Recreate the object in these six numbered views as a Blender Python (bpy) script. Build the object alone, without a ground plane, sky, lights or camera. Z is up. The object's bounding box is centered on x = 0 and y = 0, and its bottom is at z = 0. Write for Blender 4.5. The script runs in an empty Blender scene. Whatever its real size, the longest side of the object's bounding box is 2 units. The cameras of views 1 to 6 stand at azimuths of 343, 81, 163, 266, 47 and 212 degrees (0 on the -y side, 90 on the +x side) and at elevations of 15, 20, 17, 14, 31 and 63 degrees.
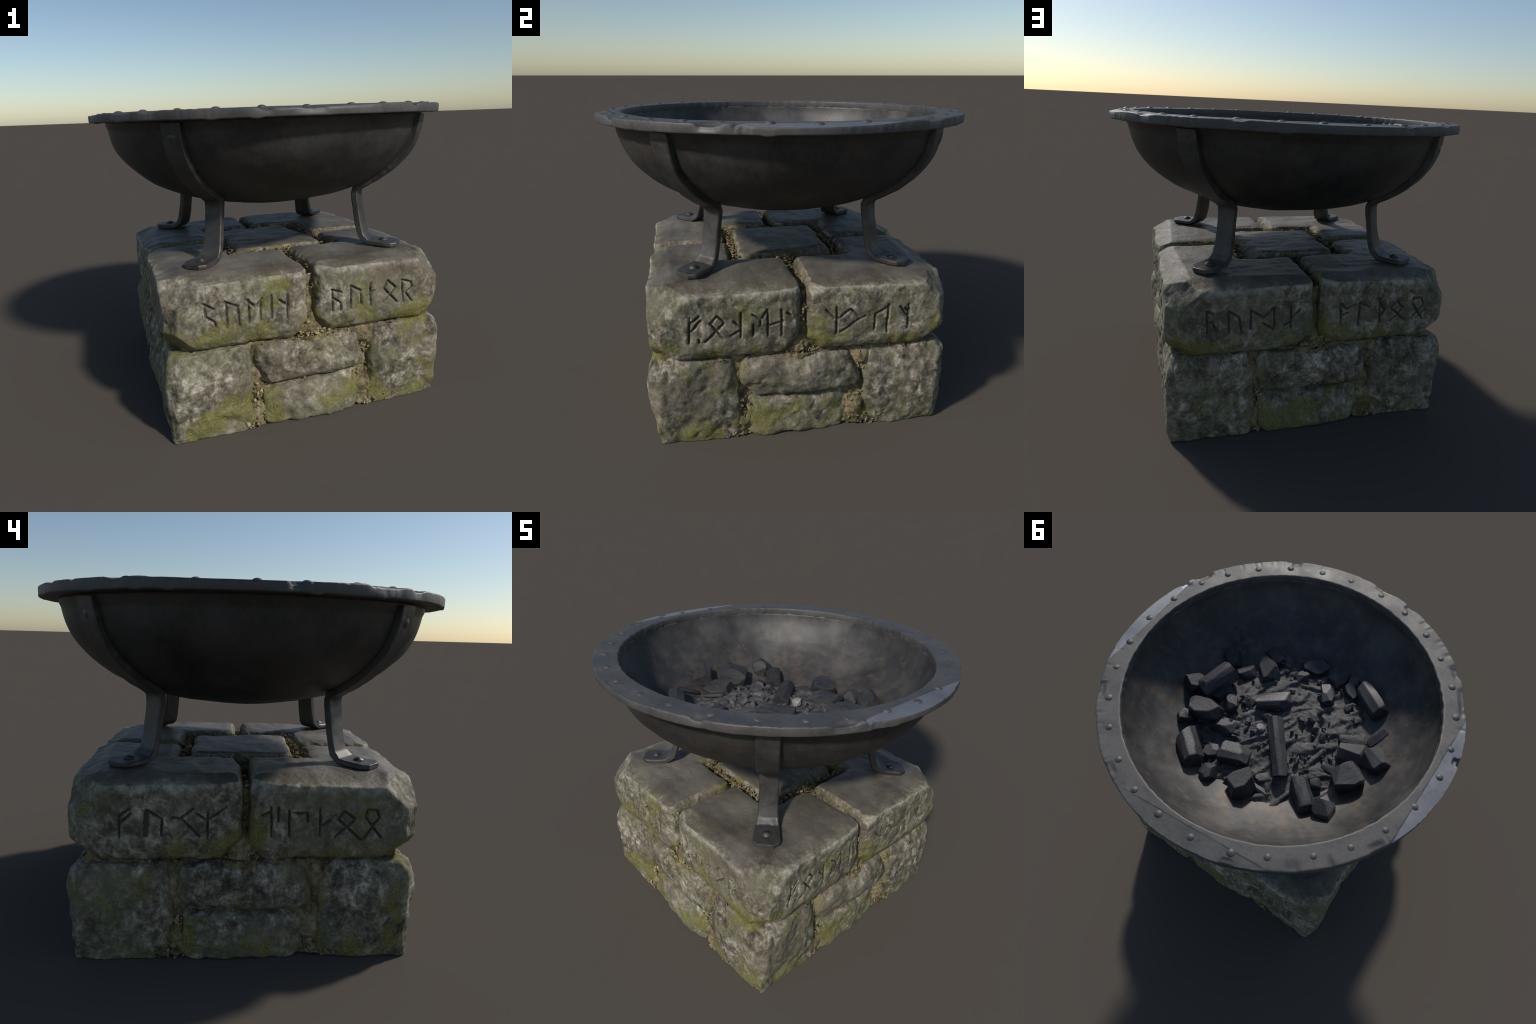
"""Fire brazier: a riveted iron bowl on four strap legs, bolted to a two-course
rune-carved stone plinth, with an ash bed and charcoal lumps in the bowl."""
import bpy, bmesh, math
import numpy as np
from mathutils import Vector, Matrix, Euler

rng = np.random.default_rng(11)
COL = bpy.context.scene.collection

# ----------------------------------------------------------------- helpers
def vnoise(P, seed=0):
    """3D gradient noise, about -1..1."""
    P = np.asarray(P, float)
    I = np.floor(P).astype(np.int64)
    F = P - I
    W = F * F * F * (F * (F * 6 - 15) + 10)
    out = np.zeros(len(P))
    for dx in (0, 1):
        for dy in (0, 1):
            for dz in (0, 1):
                h = ((I[:, 0] + dx) * 73856093) ^ ((I[:, 1] + dy) * 19349663) ^ ((I[:, 2] + dz) * 83492791) ^ (seed * 2654435)
                h = (h ^ (h >> 13)) * 1274126177
                h = (h ^ (h >> 16)) & 0x7FFFFFFF
                gx = ((h & 1023) / 511.5) - 1
                gy = (((h >> 10) & 1023) / 511.5) - 1
                gz = (((h >> 20) & 1023) / 511.5) - 1
                w = (W[:, 0] if dx else 1 - W[:, 0]) * (W[:, 1] if dy else 1 - W[:, 1]) * (W[:, 2] if dz else 1 - W[:, 2])
                out += w * (gx * (F[:, 0] - dx) + gy * (F[:, 1] - dy) + gz * (F[:, 2] - dz))
    return out * 1.2

def fbm(P, octaves=3, seed=0, gain=0.5):
    P = np.asarray(P, float)
    s, a, tot = np.zeros(len(P)), 1.0, 0.0
    for i in range(octaves):
        s += a * vnoise(P * 2 ** i + 17.3 * i, seed + i)
        tot += a
        a *= gain
    return s / tot

def smooth01(a, b, x):
    t = np.clip((x - a) / (b - a), 0, 1)
    return t * t * (3 - 2 * t)

def add_object(name, mesh, parent=None, material=None, smooth=True):
    o = bpy.data.objects.new(name, mesh)
    COL.objects.link(o)
    if parent is not None:
        o.parent = parent
    if material is not None:
        mesh.materials.clear()
        mesh.materials.append(material)
    if smooth:
        mesh.polygons.foreach_set("use_smooth", [True] * len(mesh.polygons))
    return o

def mesh_from(name, verts, faces):
    m = bpy.data.meshes.new(name)
    m.from_pydata([tuple(v) for v in verts], [], faces)
    m.update()
    return m

def get_co(m):
    a = np.empty(len(m.vertices) * 3); m.vertices.foreach_get("co", a); return a.reshape(-1, 3)

def get_no(m):
    a = np.empty(len(m.vertices) * 3); m.vertices.foreach_get("normal", a); return a.reshape(-1, 3)

def set_co(m, co):
    m.vertices.foreach_set("co", np.ascontiguousarray(co).ravel()); m.update()

def relax(m, co, times, f=0.5):
    e = np.empty(len(m.edges) * 2, int); m.edges.foreach_get("vertices", e); e = e.reshape(-1, 2)
    n = len(co)
    deg = np.bincount(e.ravel(), minlength=n).astype(float)[:, None]
    for _ in range(times):
        s = np.stack([np.bincount(e[:, 0], co[e[:, 1], k], n) + np.bincount(e[:, 1], co[e[:, 0], k], n) for k in range(3)], 1)
        co = co + f * (s / deg - co)
    return co

def rot90(P, k):
    """turn about z by k quarter turns (counter-clockwise seen from above)"""
    x, y, z = P[:, 0], P[:, 1], P[:, 2]
    for _ in range(k % 4):
        x, y = -y, x
    return np.stack([x, y, z], 1)

# --------------------------------------------------------------- materials
class Nodes:
    def __init__(self, name):
        self.m = bpy.data.materials.new(name)
        self.m.use_nodes = True
        self.t = self.m.node_tree
        self.bsdf = self.t.nodes["Principled BSDF"]
        self.co = self.t.nodes.new("ShaderNodeTexCoord").outputs["Object"]
    def put(self, sock, v):
        if isinstance(v, bpy.types.NodeSocket):
            self.t.links.new(v, sock)
        else:
            sock.default_value = v
    def noise(self, scale, detail=4, rough=0.55, stretch=None, offset=None, distort=0.0):
        n = self.t.nodes.new("ShaderNodeTexNoise")
        n.inputs["Scale"].default_value = scale
        n.inputs["Detail"].default_value = detail
        n.inputs["Roughness"].default_value = rough
        n.inputs["Distortion"].default_value = distort
        mp = self.t.nodes.new("ShaderNodeMapping")
        mp.inputs["Scale"].default_value = stretch or (1, 1, 1)
        mp.inputs["Location"].default_value = offset or (0, 0, 0)
        self.t.links.new(self.co, mp.inputs["Vector"])
        self.t.links.new(mp.outputs["Vector"], n.inputs["Vector"])
        return n.outputs["Fac"]
    def voronoi(self, scale, feature="F1"):
        n = self.t.nodes.new("ShaderNodeTexVoronoi")
        n.feature = feature
        n.inputs["Scale"].default_value = scale
        self.t.links.new(self.co, n.inputs["Vector"])
        return n.outputs["Distance"]
    def ramp(self, fac, stops):
        r = self.t.nodes.new("ShaderNodeValToRGB")
        e = r.color_ramp.elements
        while len(e) < len(stops):
            e.new(0.5)
        for el, (p, c) in zip(e, stops):
            el.position = p
            el.color = (*c, 1) if len(c) == 3 else c
        self.t.links.new(fac, r.inputs["Fac"])
        return r.outputs["Color"]
    def mask(self, fac, a, b):
        n = self.t.nodes.new("ShaderNodeMapRange")
        n.interpolation_type = "SMOOTHSTEP"
        self.put(n.inputs["Value"], fac)
        n.inputs["From Min"].default_value = a
        n.inputs["From Max"].default_value = b
        return n.outputs["Result"]
    def math(self, op, a, b=0.0, clamp=False):
        n = self.t.nodes.new("ShaderNodeMath")
        n.operation = op
        n.use_clamp = clamp
        self.put(n.inputs[0], a)
        self.put(n.inputs[1], b)
        return n.outputs[0]
    def mix(self, fac, a, b, blend="MIX"):
        n = self.t.nodes.new("ShaderNodeMix")
        n.data_type = "RGBA"
        n.blend_type = blend
        self.put(n.inputs["Factor"], fac)
        for s, v in ((n.inputs[6], a), (n.inputs[7], b)):
            self.put(s, v if isinstance(v, bpy.types.NodeSocket) else (*v, 1))
        return n.outputs[2]
    def xyz(self, what="pos"):
        n = self.t.nodes.new("ShaderNodeSeparateXYZ")
        if what == "pos":
            self.t.links.new(self.co, n.inputs[0])
        else:
            g = self.t.nodes.new("ShaderNodeNewGeometry")
            self.t.links.new(g.outputs["Normal"], n.inputs[0])
        return n.outputs
    def pointiness(self):
        return self.t.nodes.new("ShaderNodeNewGeometry").outputs["Pointiness"]
    def random(self):
        return self.t.nodes.new("ShaderNodeObjectInfo").outputs["Random"]
    def bump(self, height, strength=0.3, dist=0.01):
        n = self.t.nodes.new("ShaderNodeBump")
        n.inputs["Strength"].default_value = strength
        n.inputs["Distance"].default_value = dist
        self.t.links.new(height, n.inputs["Height"])
        self.t.links.new(n.outputs["Normal"], self.bsdf.inputs["Normal"])
    def finish(self, color, rough=0.8, metallic=0.0, spec=0.5):
        self.put(self.bsdf.inputs["Base Color"], color if isinstance(color, bpy.types.NodeSocket) else (*color, 1))
        self.put(self.bsdf.inputs["Roughness"], rough)
        self.put(self.bsdf.inputs["Metallic"], metallic)
        self.put(self.bsdf.inputs["Specular IOR Level"], spec)
        return self.m

def stone_material(name, mottling, dressed_top):
    n = Nodes(name)
    broad = n.noise(4.2, 6, 0.6)
    blotch = n.noise(21, 4, 0.6, stretch=(1, 1, 0.85), distort=0.45)
    grain = n.noise(64, 4, 0.7, distort=0.2)
    tone = n.math("ADD", n.math("MULTIPLY", broad, 0.25), n.math("MULTIPLY", blotch, 0.45))
    tone = n.math("ADD", tone, n.math("MULTIPLY", grain, 0.26))
    col = n.ramp(tone, [(0.5 - mottling, (0.038, 0.032, 0.022)), (0.455, (0.112, 0.096, 0.068)),
                        (0.52, (0.235, 0.209, 0.156)), (0.49 + mottling, (0.58, 0.54, 0.435))])
    # warm and cool drifts in the stone
    drift = n.noise(2.6, 3, 0.5, offset=(4, 2, 9))
    col = n.mix(n.mask(drift, 0.48, 0.66), col, n.mix(0.5, col, (0.20, 0.165, 0.12)))
    # green algae film and yellow-green moss cushions, thickest low on each course
    z = n.xyz()["Z"]
    p = n.xyz()
    ax, ay = n.math("ABSOLUTE", p["X"]), n.math("ABSOLUTE", p["Y"])
    along, out = n.math("MINIMUM", ax, ay), n.math("MAXIMUM", ax, ay)
    joint = n.mask(along, 0.085, 0.015) if dressed_top else n.mask(n.math("ABSOLUTE", n.math("SUBTRACT", along, 0.315)), 0.075, 0.01)
    low = n.math("ADD", n.mask(z, 0.30, 0.04), n.math("MULTIPLY", n.mask(z, 0.66, 0.50), n.mask(z, 0.44, 0.50)))
    film = n.math("ADD", n.noise(3.4, 5, 0.6, offset=(7, 1, 3)), n.math("ADD", n.math("MULTIPLY", low, 0.05), n.math("MULTIPLY", joint, 0.10)))
    col = n.mix(n.math("MULTIPLY", n.mask(film, 0.46, 0.64), 0.55), col, n.mix(grain, (0.080, 0.080, 0.044), (0.21, 0.205, 0.12)))
    moss = n.math("ADD", n.noise(4.6, 7, 0.68, offset=(1, 8, 5)), n.math("ADD", n.math("MULTIPLY", low, 0.075), n.math("MULTIPLY", joint, 0.075)))
    moss = n.math("ADD", moss, n.math("MULTIPLY", n.math("SUBTRACT", grain, 0.5), 0.16))
    fuzz = n.mask(n.noise(120, 3, 0.7), 0.3, 0.7)
    col = n.mix(n.math("MULTIPLY", n.mask(moss, 0.535, 0.655), 0.82), col, n.mix(fuzz, (0.080, 0.076, 0.017), (0.225, 0.208, 0.054)))
    rough = 0.85
    if dressed_top:
        # soot and trodden dirt lie on the upper faces
        nz = n.xyz("normal")["Z"]
        edge = n.math("ADD", nz, n.math("MULTIPLY", n.math("SUBTRACT", n.noise(9, 4, 0.6), 0.5), 0.55))
        lid = n.math("MULTIPLY", n.mask(edge, 0.74, 0.95), n.mask(z, 0.80, 0.85))
        soot = n.ramp(n.noise(3.5, 5, 0.6, stretch=(1, 1, 1), offset=(3, 3, 3)),
                      [(0.35, (0.072, 0.058, 0.045)), (0.5, (0.110, 0.094, 0.076)), (0.66, (0.165, 0.148, 0.122))])
        col = n.mix(n.math("MULTIPLY", lid, 0.92), col, soot)
        rough = n.mix(lid, (0.85, 0.85, 0.85), (0.52, 0.52, 0.52))
        # the rubbed upper arris of the carved course
        arris = n.math("MULTIPLY", n.mask(n.math("ADD", z, n.math("MULTIPLY", n.math("SUBTRACT", n.noise(7, 4, 0.6, offset=(8, 8, 2)), 0.5), 0.12)), 0.785, 0.828), n.mask(lid, 0.75, 0.1))
        col = n.mix(n.math("MULTIPLY", n.math("MULTIPLY", arris, n.mask(out, 0.70, 0.74)), n.math("MULTIPLY", n.mask(n.noise(26, 4, 0.6), 0.34, 0.66), 0.62)), col, (0.44, 0.41, 0.335))
    # worn pale arrises
    worn = n.math("MULTIPLY", n.mask(n.pointiness(), 0.52, 0.60), n.mask(n.noise(12, 4, 0.6), 0.40, 0.60))
    col = n.mix(n.math("MULTIPLY", worn, 0.60), col, (0.44, 0.42, 0.355))
    n.bump(n.math("ADD", n.math("MULTIPLY", blotch, 0.5), n.math("MULTIPLY", grain, 0.5)), 0.55, 0.012)
    return n.finish(col, rough, 0, 0.35)

def iron_material(name, dark, light, rust, rust_amount, rough=(0.42, 0.62), metallic=0.75):
    n = Nodes(name)
    cloud = n.noise(5.5, 6, 0.62)
    fine = n.noise(48, 4, 0.65)
    col = n.ramp(n.math("ADD", n.math("MULTIPLY", cloud, 0.7), n.math("MULTIPLY", fine, 0.3)), [(0.36, dark), (0.64, light)])
    patch = n.noise(9, 6, 0.7, offset=(5, 5, 1))
    col = n.mix(n.math("MULTIPLY", n.mask(patch, 0.52, 0.70), rust_amount), col, rust)
    n.bump(n.math("ADD", n.math("MULTIPLY", cloud, 0.4), n.math("MULTIPLY", fine, 0.25)), 0.25, 0.01)
    r = n.mask(cloud, 0.3, 0.7)
    r = n.math("ADD", n.math("MULTIPLY", r, rough[1] - rough[0]), rough[0])
    return n.finish(col, r, metallic, 0.5)

def cut_material():
    n = Nodes("painted_chisel_cut_shade")
    return n.finish(n.ramp(n.noise(60, 4, 0.7), [(0.3, (0.052, 0.045, 0.033)), (0.7, (0.125, 0.109, 0.081))]), 0.95, 0, 0.2)
STONE_CUT = cut_material()
STONE_UP = stone_material("carved_limestone", 0.145, True)
STONE_LOW = stone_material("rough_limestone", 0.12, False)
IRON_BOWL = iron_material("blackened_iron", (0.036, 0.034, 0.032), (0.072, 0.067, 0.061), (0.13, 0.075, 0.045), 0.35, (0.45, 0.65), 0.5)
IRON_LEG = iron_material("forged_iron", (0.052, 0.050, 0.048), (0.108, 0.102, 0.097), (0.13, 0.085, 0.055), 0.35, (0.42, 0.6), 0.6)
IRON_RIM = iron_material("hammered_iron", (0.062, 0.060, 0.058), (0.115, 0.111, 0.107), (0.13, 0.095, 0.07), 0.35, (0.50, 0.68), 0.40)
IRON_PALE = iron_material("pale_flat_iron", (0.16, 0.162, 0.17), (0.23, 0.233, 0.245), (0.15, 0.14, 0.13), 0.2, (0.42, 0.54), 0.5)

def scorched_material():
    n = Nodes("scorched_iron")
    cloud = n.noise(4.5, 6, 0.65)
    col = n.ramp(cloud, [(0.34, (0.034, 0.033, 0.032)), (0.52, (0.062, 0.058, 0.054)), (0.68, (0.10, 0.093, 0.085))])
    z = n.xyz()["Z"]
    heat = n.math("ADD", n.noise(13, 5, 0.62, offset=(2, 9, 4)), n.math("MULTIPLY", n.mask(z, 1.50, 1.22), 0.08))
    col = n.mix(n.math("MULTIPLY", n.mask(heat, 0.52, 0.76), 0.58), col, (0.140, 0.099, 0.070))
    ash = n.noise(3.0, 5, 0.6, offset=(6, 2, 2))
    col = n.mix(n.math("MULTIPLY", n.mask(ash, 0.54, 0.74), 0.40), col, (0.14, 0.132, 0.12))
    n.bump(cloud, 0.2, 0.012)
    return n.finish(col, n.math("ADD", n.math("MULTIPLY", cloud, 0.25), 0.42), 0.32, 0.5)
IRON_INNER = scorched_material()

def charcoal_material(name, dark, light, rough):
    n = Nodes(name)
    streak = n.noise(26, 5, 0.65, stretch=(0.25, 1, 1))
    fine = n.noise(70, 3, 0.6)
    t = n.math("ADD", n.math("MULTIPLY", streak, 0.65), n.math("MULTIPLY", fine, 0.35))
    t = n.math("ADD", t, n.math("MULTIPLY", n.math("SUBTRACT", n.random(), 0.5), 0.10))
    col = n.ramp(t, [(0.36, dark), (0.66, light)])
    n.bump(t, 0.5, 0.006)
    return n.finish(col, rough, 0, 0.45)
CHARCOAL = charcoal_material("charcoal", (0.022, 0.022, 0.024), (0.068, 0.067, 0.069), 0.48)

def ash_material():
    n = Nodes("ash_and_cinders")
    a = n.noise(20, 6, 0.7)
    col = n.ramp(a, [(0.34, (0.036, 0.035, 0.035)), (0.50, (0.066, 0.064, 0.063)), (0.68, (0.125, 0.121, 0.117))])
    pale = n.noise(7, 5, 0.65, offset=(3, 1, 7))
    col = n.mix(n.math("MULTIPLY", n.mask(pale, 0.58, 0.72), 0.4), col, (0.19, 0.165, 0.14))
    n.bump(n.noise(45, 5, 0.65), 0.6, 0.012)
    return n.finish(col, 0.62, 0, 0.4)
ASH = ash_material()
PALE_ASH = charcoal_material("burnt_white_ash", (0.20, 0.195, 0.18), (0.34, 0.33, 0.305), 0.85)

def earth_material():
    n = Nodes("packed_earth")
    a = n.noise(14, 6, 0.7)
    col = n.ramp(a, [(0.36, (0.075, 0.058, 0.030)), (0.48, (0.23, 0.185, 0.100)), (0.64, (0.42, 0.345, 0.200))])
    moss = n.noise(6, 5, 0.65, offset=(2, 6, 1))
    col = n.mix(n.math("MULTIPLY", n.mask(moss, 0.54, 0.66), 0.6), col, (0.13, 0.122, 0.040))
    n.bump(n.noise(55, 5, 0.75), 0.9, 0.02)
    return n.finish(col, 0.92, 0, 0.2)
EARTH = earth_material()

def litter_material():
    n = Nodes("dry_leaf_litter")
    a = n.noise(38, 3, 0.6)
    b = n.noise(9, 3, 0.6, offset=(9, 2, 1))
    col = n.ramp(n.math("ADD", n.math("MULTIPLY", a, 0.65), n.math("MULTIPLY", b, 0.35)),
                 [(0.38, (0.060, 0.045, 0.022)), (0.50, (0.20, 0.155, 0.080)), (0.64, (0.40, 0.33, 0.195))])
    return n.finish(col, 0.85, 0, 0.25)
LITTER = litter_material()

# ---------------------------------------------------------------- the thing
BRAZIER = bpy.data.objects.new("fire_brazier", None)
COL.objects.link(BRAZIER)
BRAZIER["label"] = "black iron fire bowl on rune-carved mossy stone plinth"
BRAZIER["category"] = "fire brazier"

# ------------------------------------------------------------- stone plinth
# Carved words, one entry per word: (side of the plinth, runes), each rune a set
# of chisel strokes ((along, height), (along, height)) on that side's face, in metres.
# side 0 looks to -y, 1 to +x, 2 to +y, 3 to -x; "along" runs left to right.
WORDS = [
    (0, [
        [((-0.579, 0.730), (-0.526, 0.694)), ((-0.572, 0.709), (-0.571, 0.664)), ((-0.571, 0.664), (-0.526, 0.632)), ((-0.526, 0.632), (-0.523, 0.607))],
        [((-0.473, 0.727), (-0.407, 0.693)), ((-0.465, 0.722), (-0.466, 0.593)), ((-0.408, 0.693), (-0.403, 0.591))],
        [((-0.353, 0.718), (-0.353, 0.600)), ((-0.361, 0.719), (-0.322, 0.680)), ((-0.322, 0.680), (-0.283, 0.716)), ((-0.290, 0.700), (-0.291, 0.603))],
        [((-0.233, 0.726), (-0.234, 0.603))],
        [((-0.148, 0.718), (-0.151, 0.594)), ((-0.192, 0.694), (-0.154, 0.668))],
    ]),
    (0, [
        [((0.102, 0.704), (0.103, 0.590)), ((0.097, 0.709), (0.152, 0.689)), ((0.102, 0.665), (0.148, 0.632)), ((0.148, 0.632), (0.149, 0.587))],
        [((0.207, 0.716), (0.209, 0.592)), ((0.207, 0.716), (0.268, 0.681)), ((0.264, 0.677), (0.270, 0.605))],
        [((0.321, 0.714), (0.325, 0.592)), ((0.302, 0.650), (0.344, 0.671))],
        [((0.424, 0.718), (0.470, 0.676)), ((0.470, 0.676), (0.437, 0.640)), ((0.424, 0.718), (0.402, 0.676)), ((0.402, 0.676), (0.478, 0.593)), ((0.437, 0.640), (0.395, 0.600))],
        [((0.507, 0.712), (0.518, 0.587)), ((0.507, 0.712), (0.563, 0.695)), ((0.563, 0.695), (0.569, 0.667)), ((0.569, 0.667), (0.531, 0.640)), ((0.531, 0.640), (0.574, 0.584))],
    ]),
    (1, [
        [((-0.566, 0.713), (-0.573, 0.576)), ((-0.560, 0.687), (-0.520, 0.717)), ((-0.562, 0.640), (-0.514, 0.696)), ((-0.526, 0.594), (-0.523, 0.576))],
        [((-0.433, 0.715), (-0.400, 0.674)), ((-0.400, 0.674), (-0.436, 0.638)), ((-0.433, 0.715), (-0.469, 0.675)), ((-0.469, 0.675), (-0.407, 0.592)), ((-0.436, 0.638), (-0.496, 0.578))],
        [((-0.318, 0.722), (-0.321, 0.593)), ((-0.354, 0.678), (-0.327, 0.646)), ((-0.371, 0.606), (-0.328, 0.628))],
        [((-0.264, 0.709), (-0.221, 0.680)), ((-0.221, 0.680), (-0.190, 0.729)), ((-0.188, 0.729), (-0.186, 0.590)), ((-0.259, 0.657), (-0.260, 0.592)), ((-0.221, 0.680), (-0.225, 0.646))],
        [((-0.119, 0.724), (-0.118, 0.588)), ((-0.174, 0.646), (-0.110, 0.667)), ((-0.091, 0.706), (-0.067, 0.689))],
    ]),
    (1, [
        [((0.106, 0.706), (0.150, 0.659)), ((0.159, 0.719), (0.163, 0.572))],
        [((0.166, 0.657), (0.230, 0.705)), ((0.230, 0.705), (0.274, 0.662)), ((0.182, 0.580), (0.307, 0.663))],
        [((0.366, 0.668), (0.435, 0.711)), ((0.366, 0.668), (0.360, 0.583)), ((0.430, 0.712), (0.430, 0.563))],
        [((0.537, 0.708), (0.542, 0.571)), ((0.491, 0.702), (0.530, 0.650)), ((0.518, 0.692), (0.532, 0.672))],
    ]),
    (2, [
        [((-0.575, 0.715), (-0.575, 0.605)), ((-0.575, 0.715), (-0.542, 0.704)), ((-0.569, 0.660), (-0.550, 0.660)), ((-0.550, 0.659), (-0.526, 0.605))],
        [((-0.468, 0.711), (-0.466, 0.596)), ((-0.468, 0.711), (-0.416, 0.678)), ((-0.416, 0.678), (-0.402, 0.594))],
        [((-0.357, 0.711), (-0.358, 0.608)), ((-0.357, 0.711), (-0.294, 0.668)), ((-0.294, 0.668), (-0.246, 0.712)), ((-0.238, 0.720), (-0.235, 0.606)), ((-0.297, 0.638), (-0.233, 0.593))],
        [((-0.148, 0.713), (-0.146, 0.594)), ((-0.144, 0.652), (-0.098, 0.697)), ((-0.183, 0.615), (-0.146, 0.630))],
    ]),
    (2, [
        [((0.122, 0.712), (0.130, 0.593)), ((0.122, 0.712), (0.158, 0.678)), ((0.158, 0.678), (0.206, 0.706)), ((0.134, 0.648), (0.169, 0.663))],
        [((0.232, 0.713), (0.232, 0.575)), ((0.228, 0.709), (0.291, 0.682))],
        [((0.350, 0.719), (0.358, 0.584)), ((0.356, 0.686), (0.388, 0.656)), ((0.388, 0.656), (0.363, 0.625))],
        [((0.449, 0.703), (0.493, 0.662)), ((0.493, 0.662), (0.459, 0.623)), ((0.449, 0.703), (0.420, 0.663)), ((0.420, 0.663), (0.507, 0.590)), ((0.460, 0.618), (0.419, 0.593))],
        [((0.554, 0.714), (0.599, 0.711)), ((0.599, 0.711), (0.614, 0.672)), ((0.614, 0.672), (0.589, 0.641)), ((0.554, 0.714), (0.549, 0.677)), ((0.549, 0.677), (0.622, 0.581)), ((0.589, 0.641), (0.546, 0.592))],
    ]),
    (3, [
        [((-0.535, 0.688), (-0.494, 0.717)), ((-0.537, 0.651), (-0.491, 0.695)), ((-0.538, 0.681), (-0.542, 0.585))],
        [((-0.430, 0.703), (-0.434, 0.593)), ((-0.420, 0.710), (-0.423, 0.596)), ((-0.420, 0.710), (-0.363, 0.677)), ((-0.360, 0.677), (-0.362, 0.593))],
        [((-0.275, 0.681), (-0.227, 0.718)), ((-0.316, 0.681), (-0.278, 0.674)), ((-0.278, 0.674), (-0.200, 0.593))],
        [((-0.213, 0.696), (-0.168, 0.667)), ((-0.168, 0.667), (-0.089, 0.722)), ((-0.165, 0.696), (-0.168, 0.585))],
    ]),
    (3, [
        [((0.064, 0.686), (0.105, 0.708)), ((0.104, 0.726), (0.109, 0.592)), ((0.136, 0.726), (0.138, 0.660))],
        [((0.182, 0.712), (0.187, 0.592)), ((0.200, 0.701), (0.263, 0.701)), ((0.263, 0.701), (0.265, 0.660))],
        [((0.315, 0.719), (0.322, 0.596)), ((0.320, 0.638), (0.361, 0.668))],
        [((0.425, 0.709), (0.471, 0.675)), ((0.471, 0.675), (0.434, 0.634)), ((0.425, 0.709), (0.396, 0.675)), ((0.396, 0.675), (0.504, 0.577)), ((0.434, 0.634), (0.387, 0.592))],
        [((0.521, 0.716), (0.564, 0.717)), ((0.564, 0.717), (0.578, 0.683)), ((0.578, 0.683), (0.548, 0.649)), ((0.521, 0.716), (0.517, 0.683)), ((0.517, 0.683), (0.594, 0.585)), ((0.555, 0.653), (0.511, 0.577))],
    ]),
]
FACE = 0.765       # half width of the upper course
TOP = 0.852        # top of the plinth
COURSE = 0.468     # bed joint between the two courses

def carve_runes(co, no):
    """push face vertices in along the chisel strokes: V-cut with a soft lip"""
    depth = np.zeros(len(co))
    push = np.zeros_like(co)
    for side, runes in WORDS:
        L, N = rot90(co, -side), rot90(no, -side)
        sel = np.where((L[:, 1] < -FACE + 0.06) & (N[:, 1] < -0.35))[0]
        if len(sel) == 0:
            continue
        P = L[sel][:, [0, 2]]
        cut = np.zeros(len(sel))
        for rune in runes:
            for a, b in rune:
                a, b = np.array(a), np.array(b)
                if P[:, 0].min() - 0.03 > max(a[0], b[0]) or P[:, 0].max() + 0.03 < min(a[0], b[0]):
                    continue
                wob = 0.0016 * np.stack([vnoise(L[sel] * 45, 5), vnoise(L[sel] * 45, 6)], 1)
                Q = P + wob - a
                d = b - a
                t = np.clip(Q @ d / (d @ d), 0, 1)
                dist = np.hypot(*(Q - t[:, None] * d).T)
                taper = 0.75 + 0.25 * np.sin(np.pi * np.clip(t, 0.05, 0.95))
                prof = 1 - smooth01(0.0010, 0.0084, dist)
                cut = np.maximum(cut, prof * taper)
        d = np.zeros_like(co)
        d[sel, 1] = cut * 0.0175
        push += rot90(d, side)
    return co + push, np.abs(push).max(1)

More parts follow.
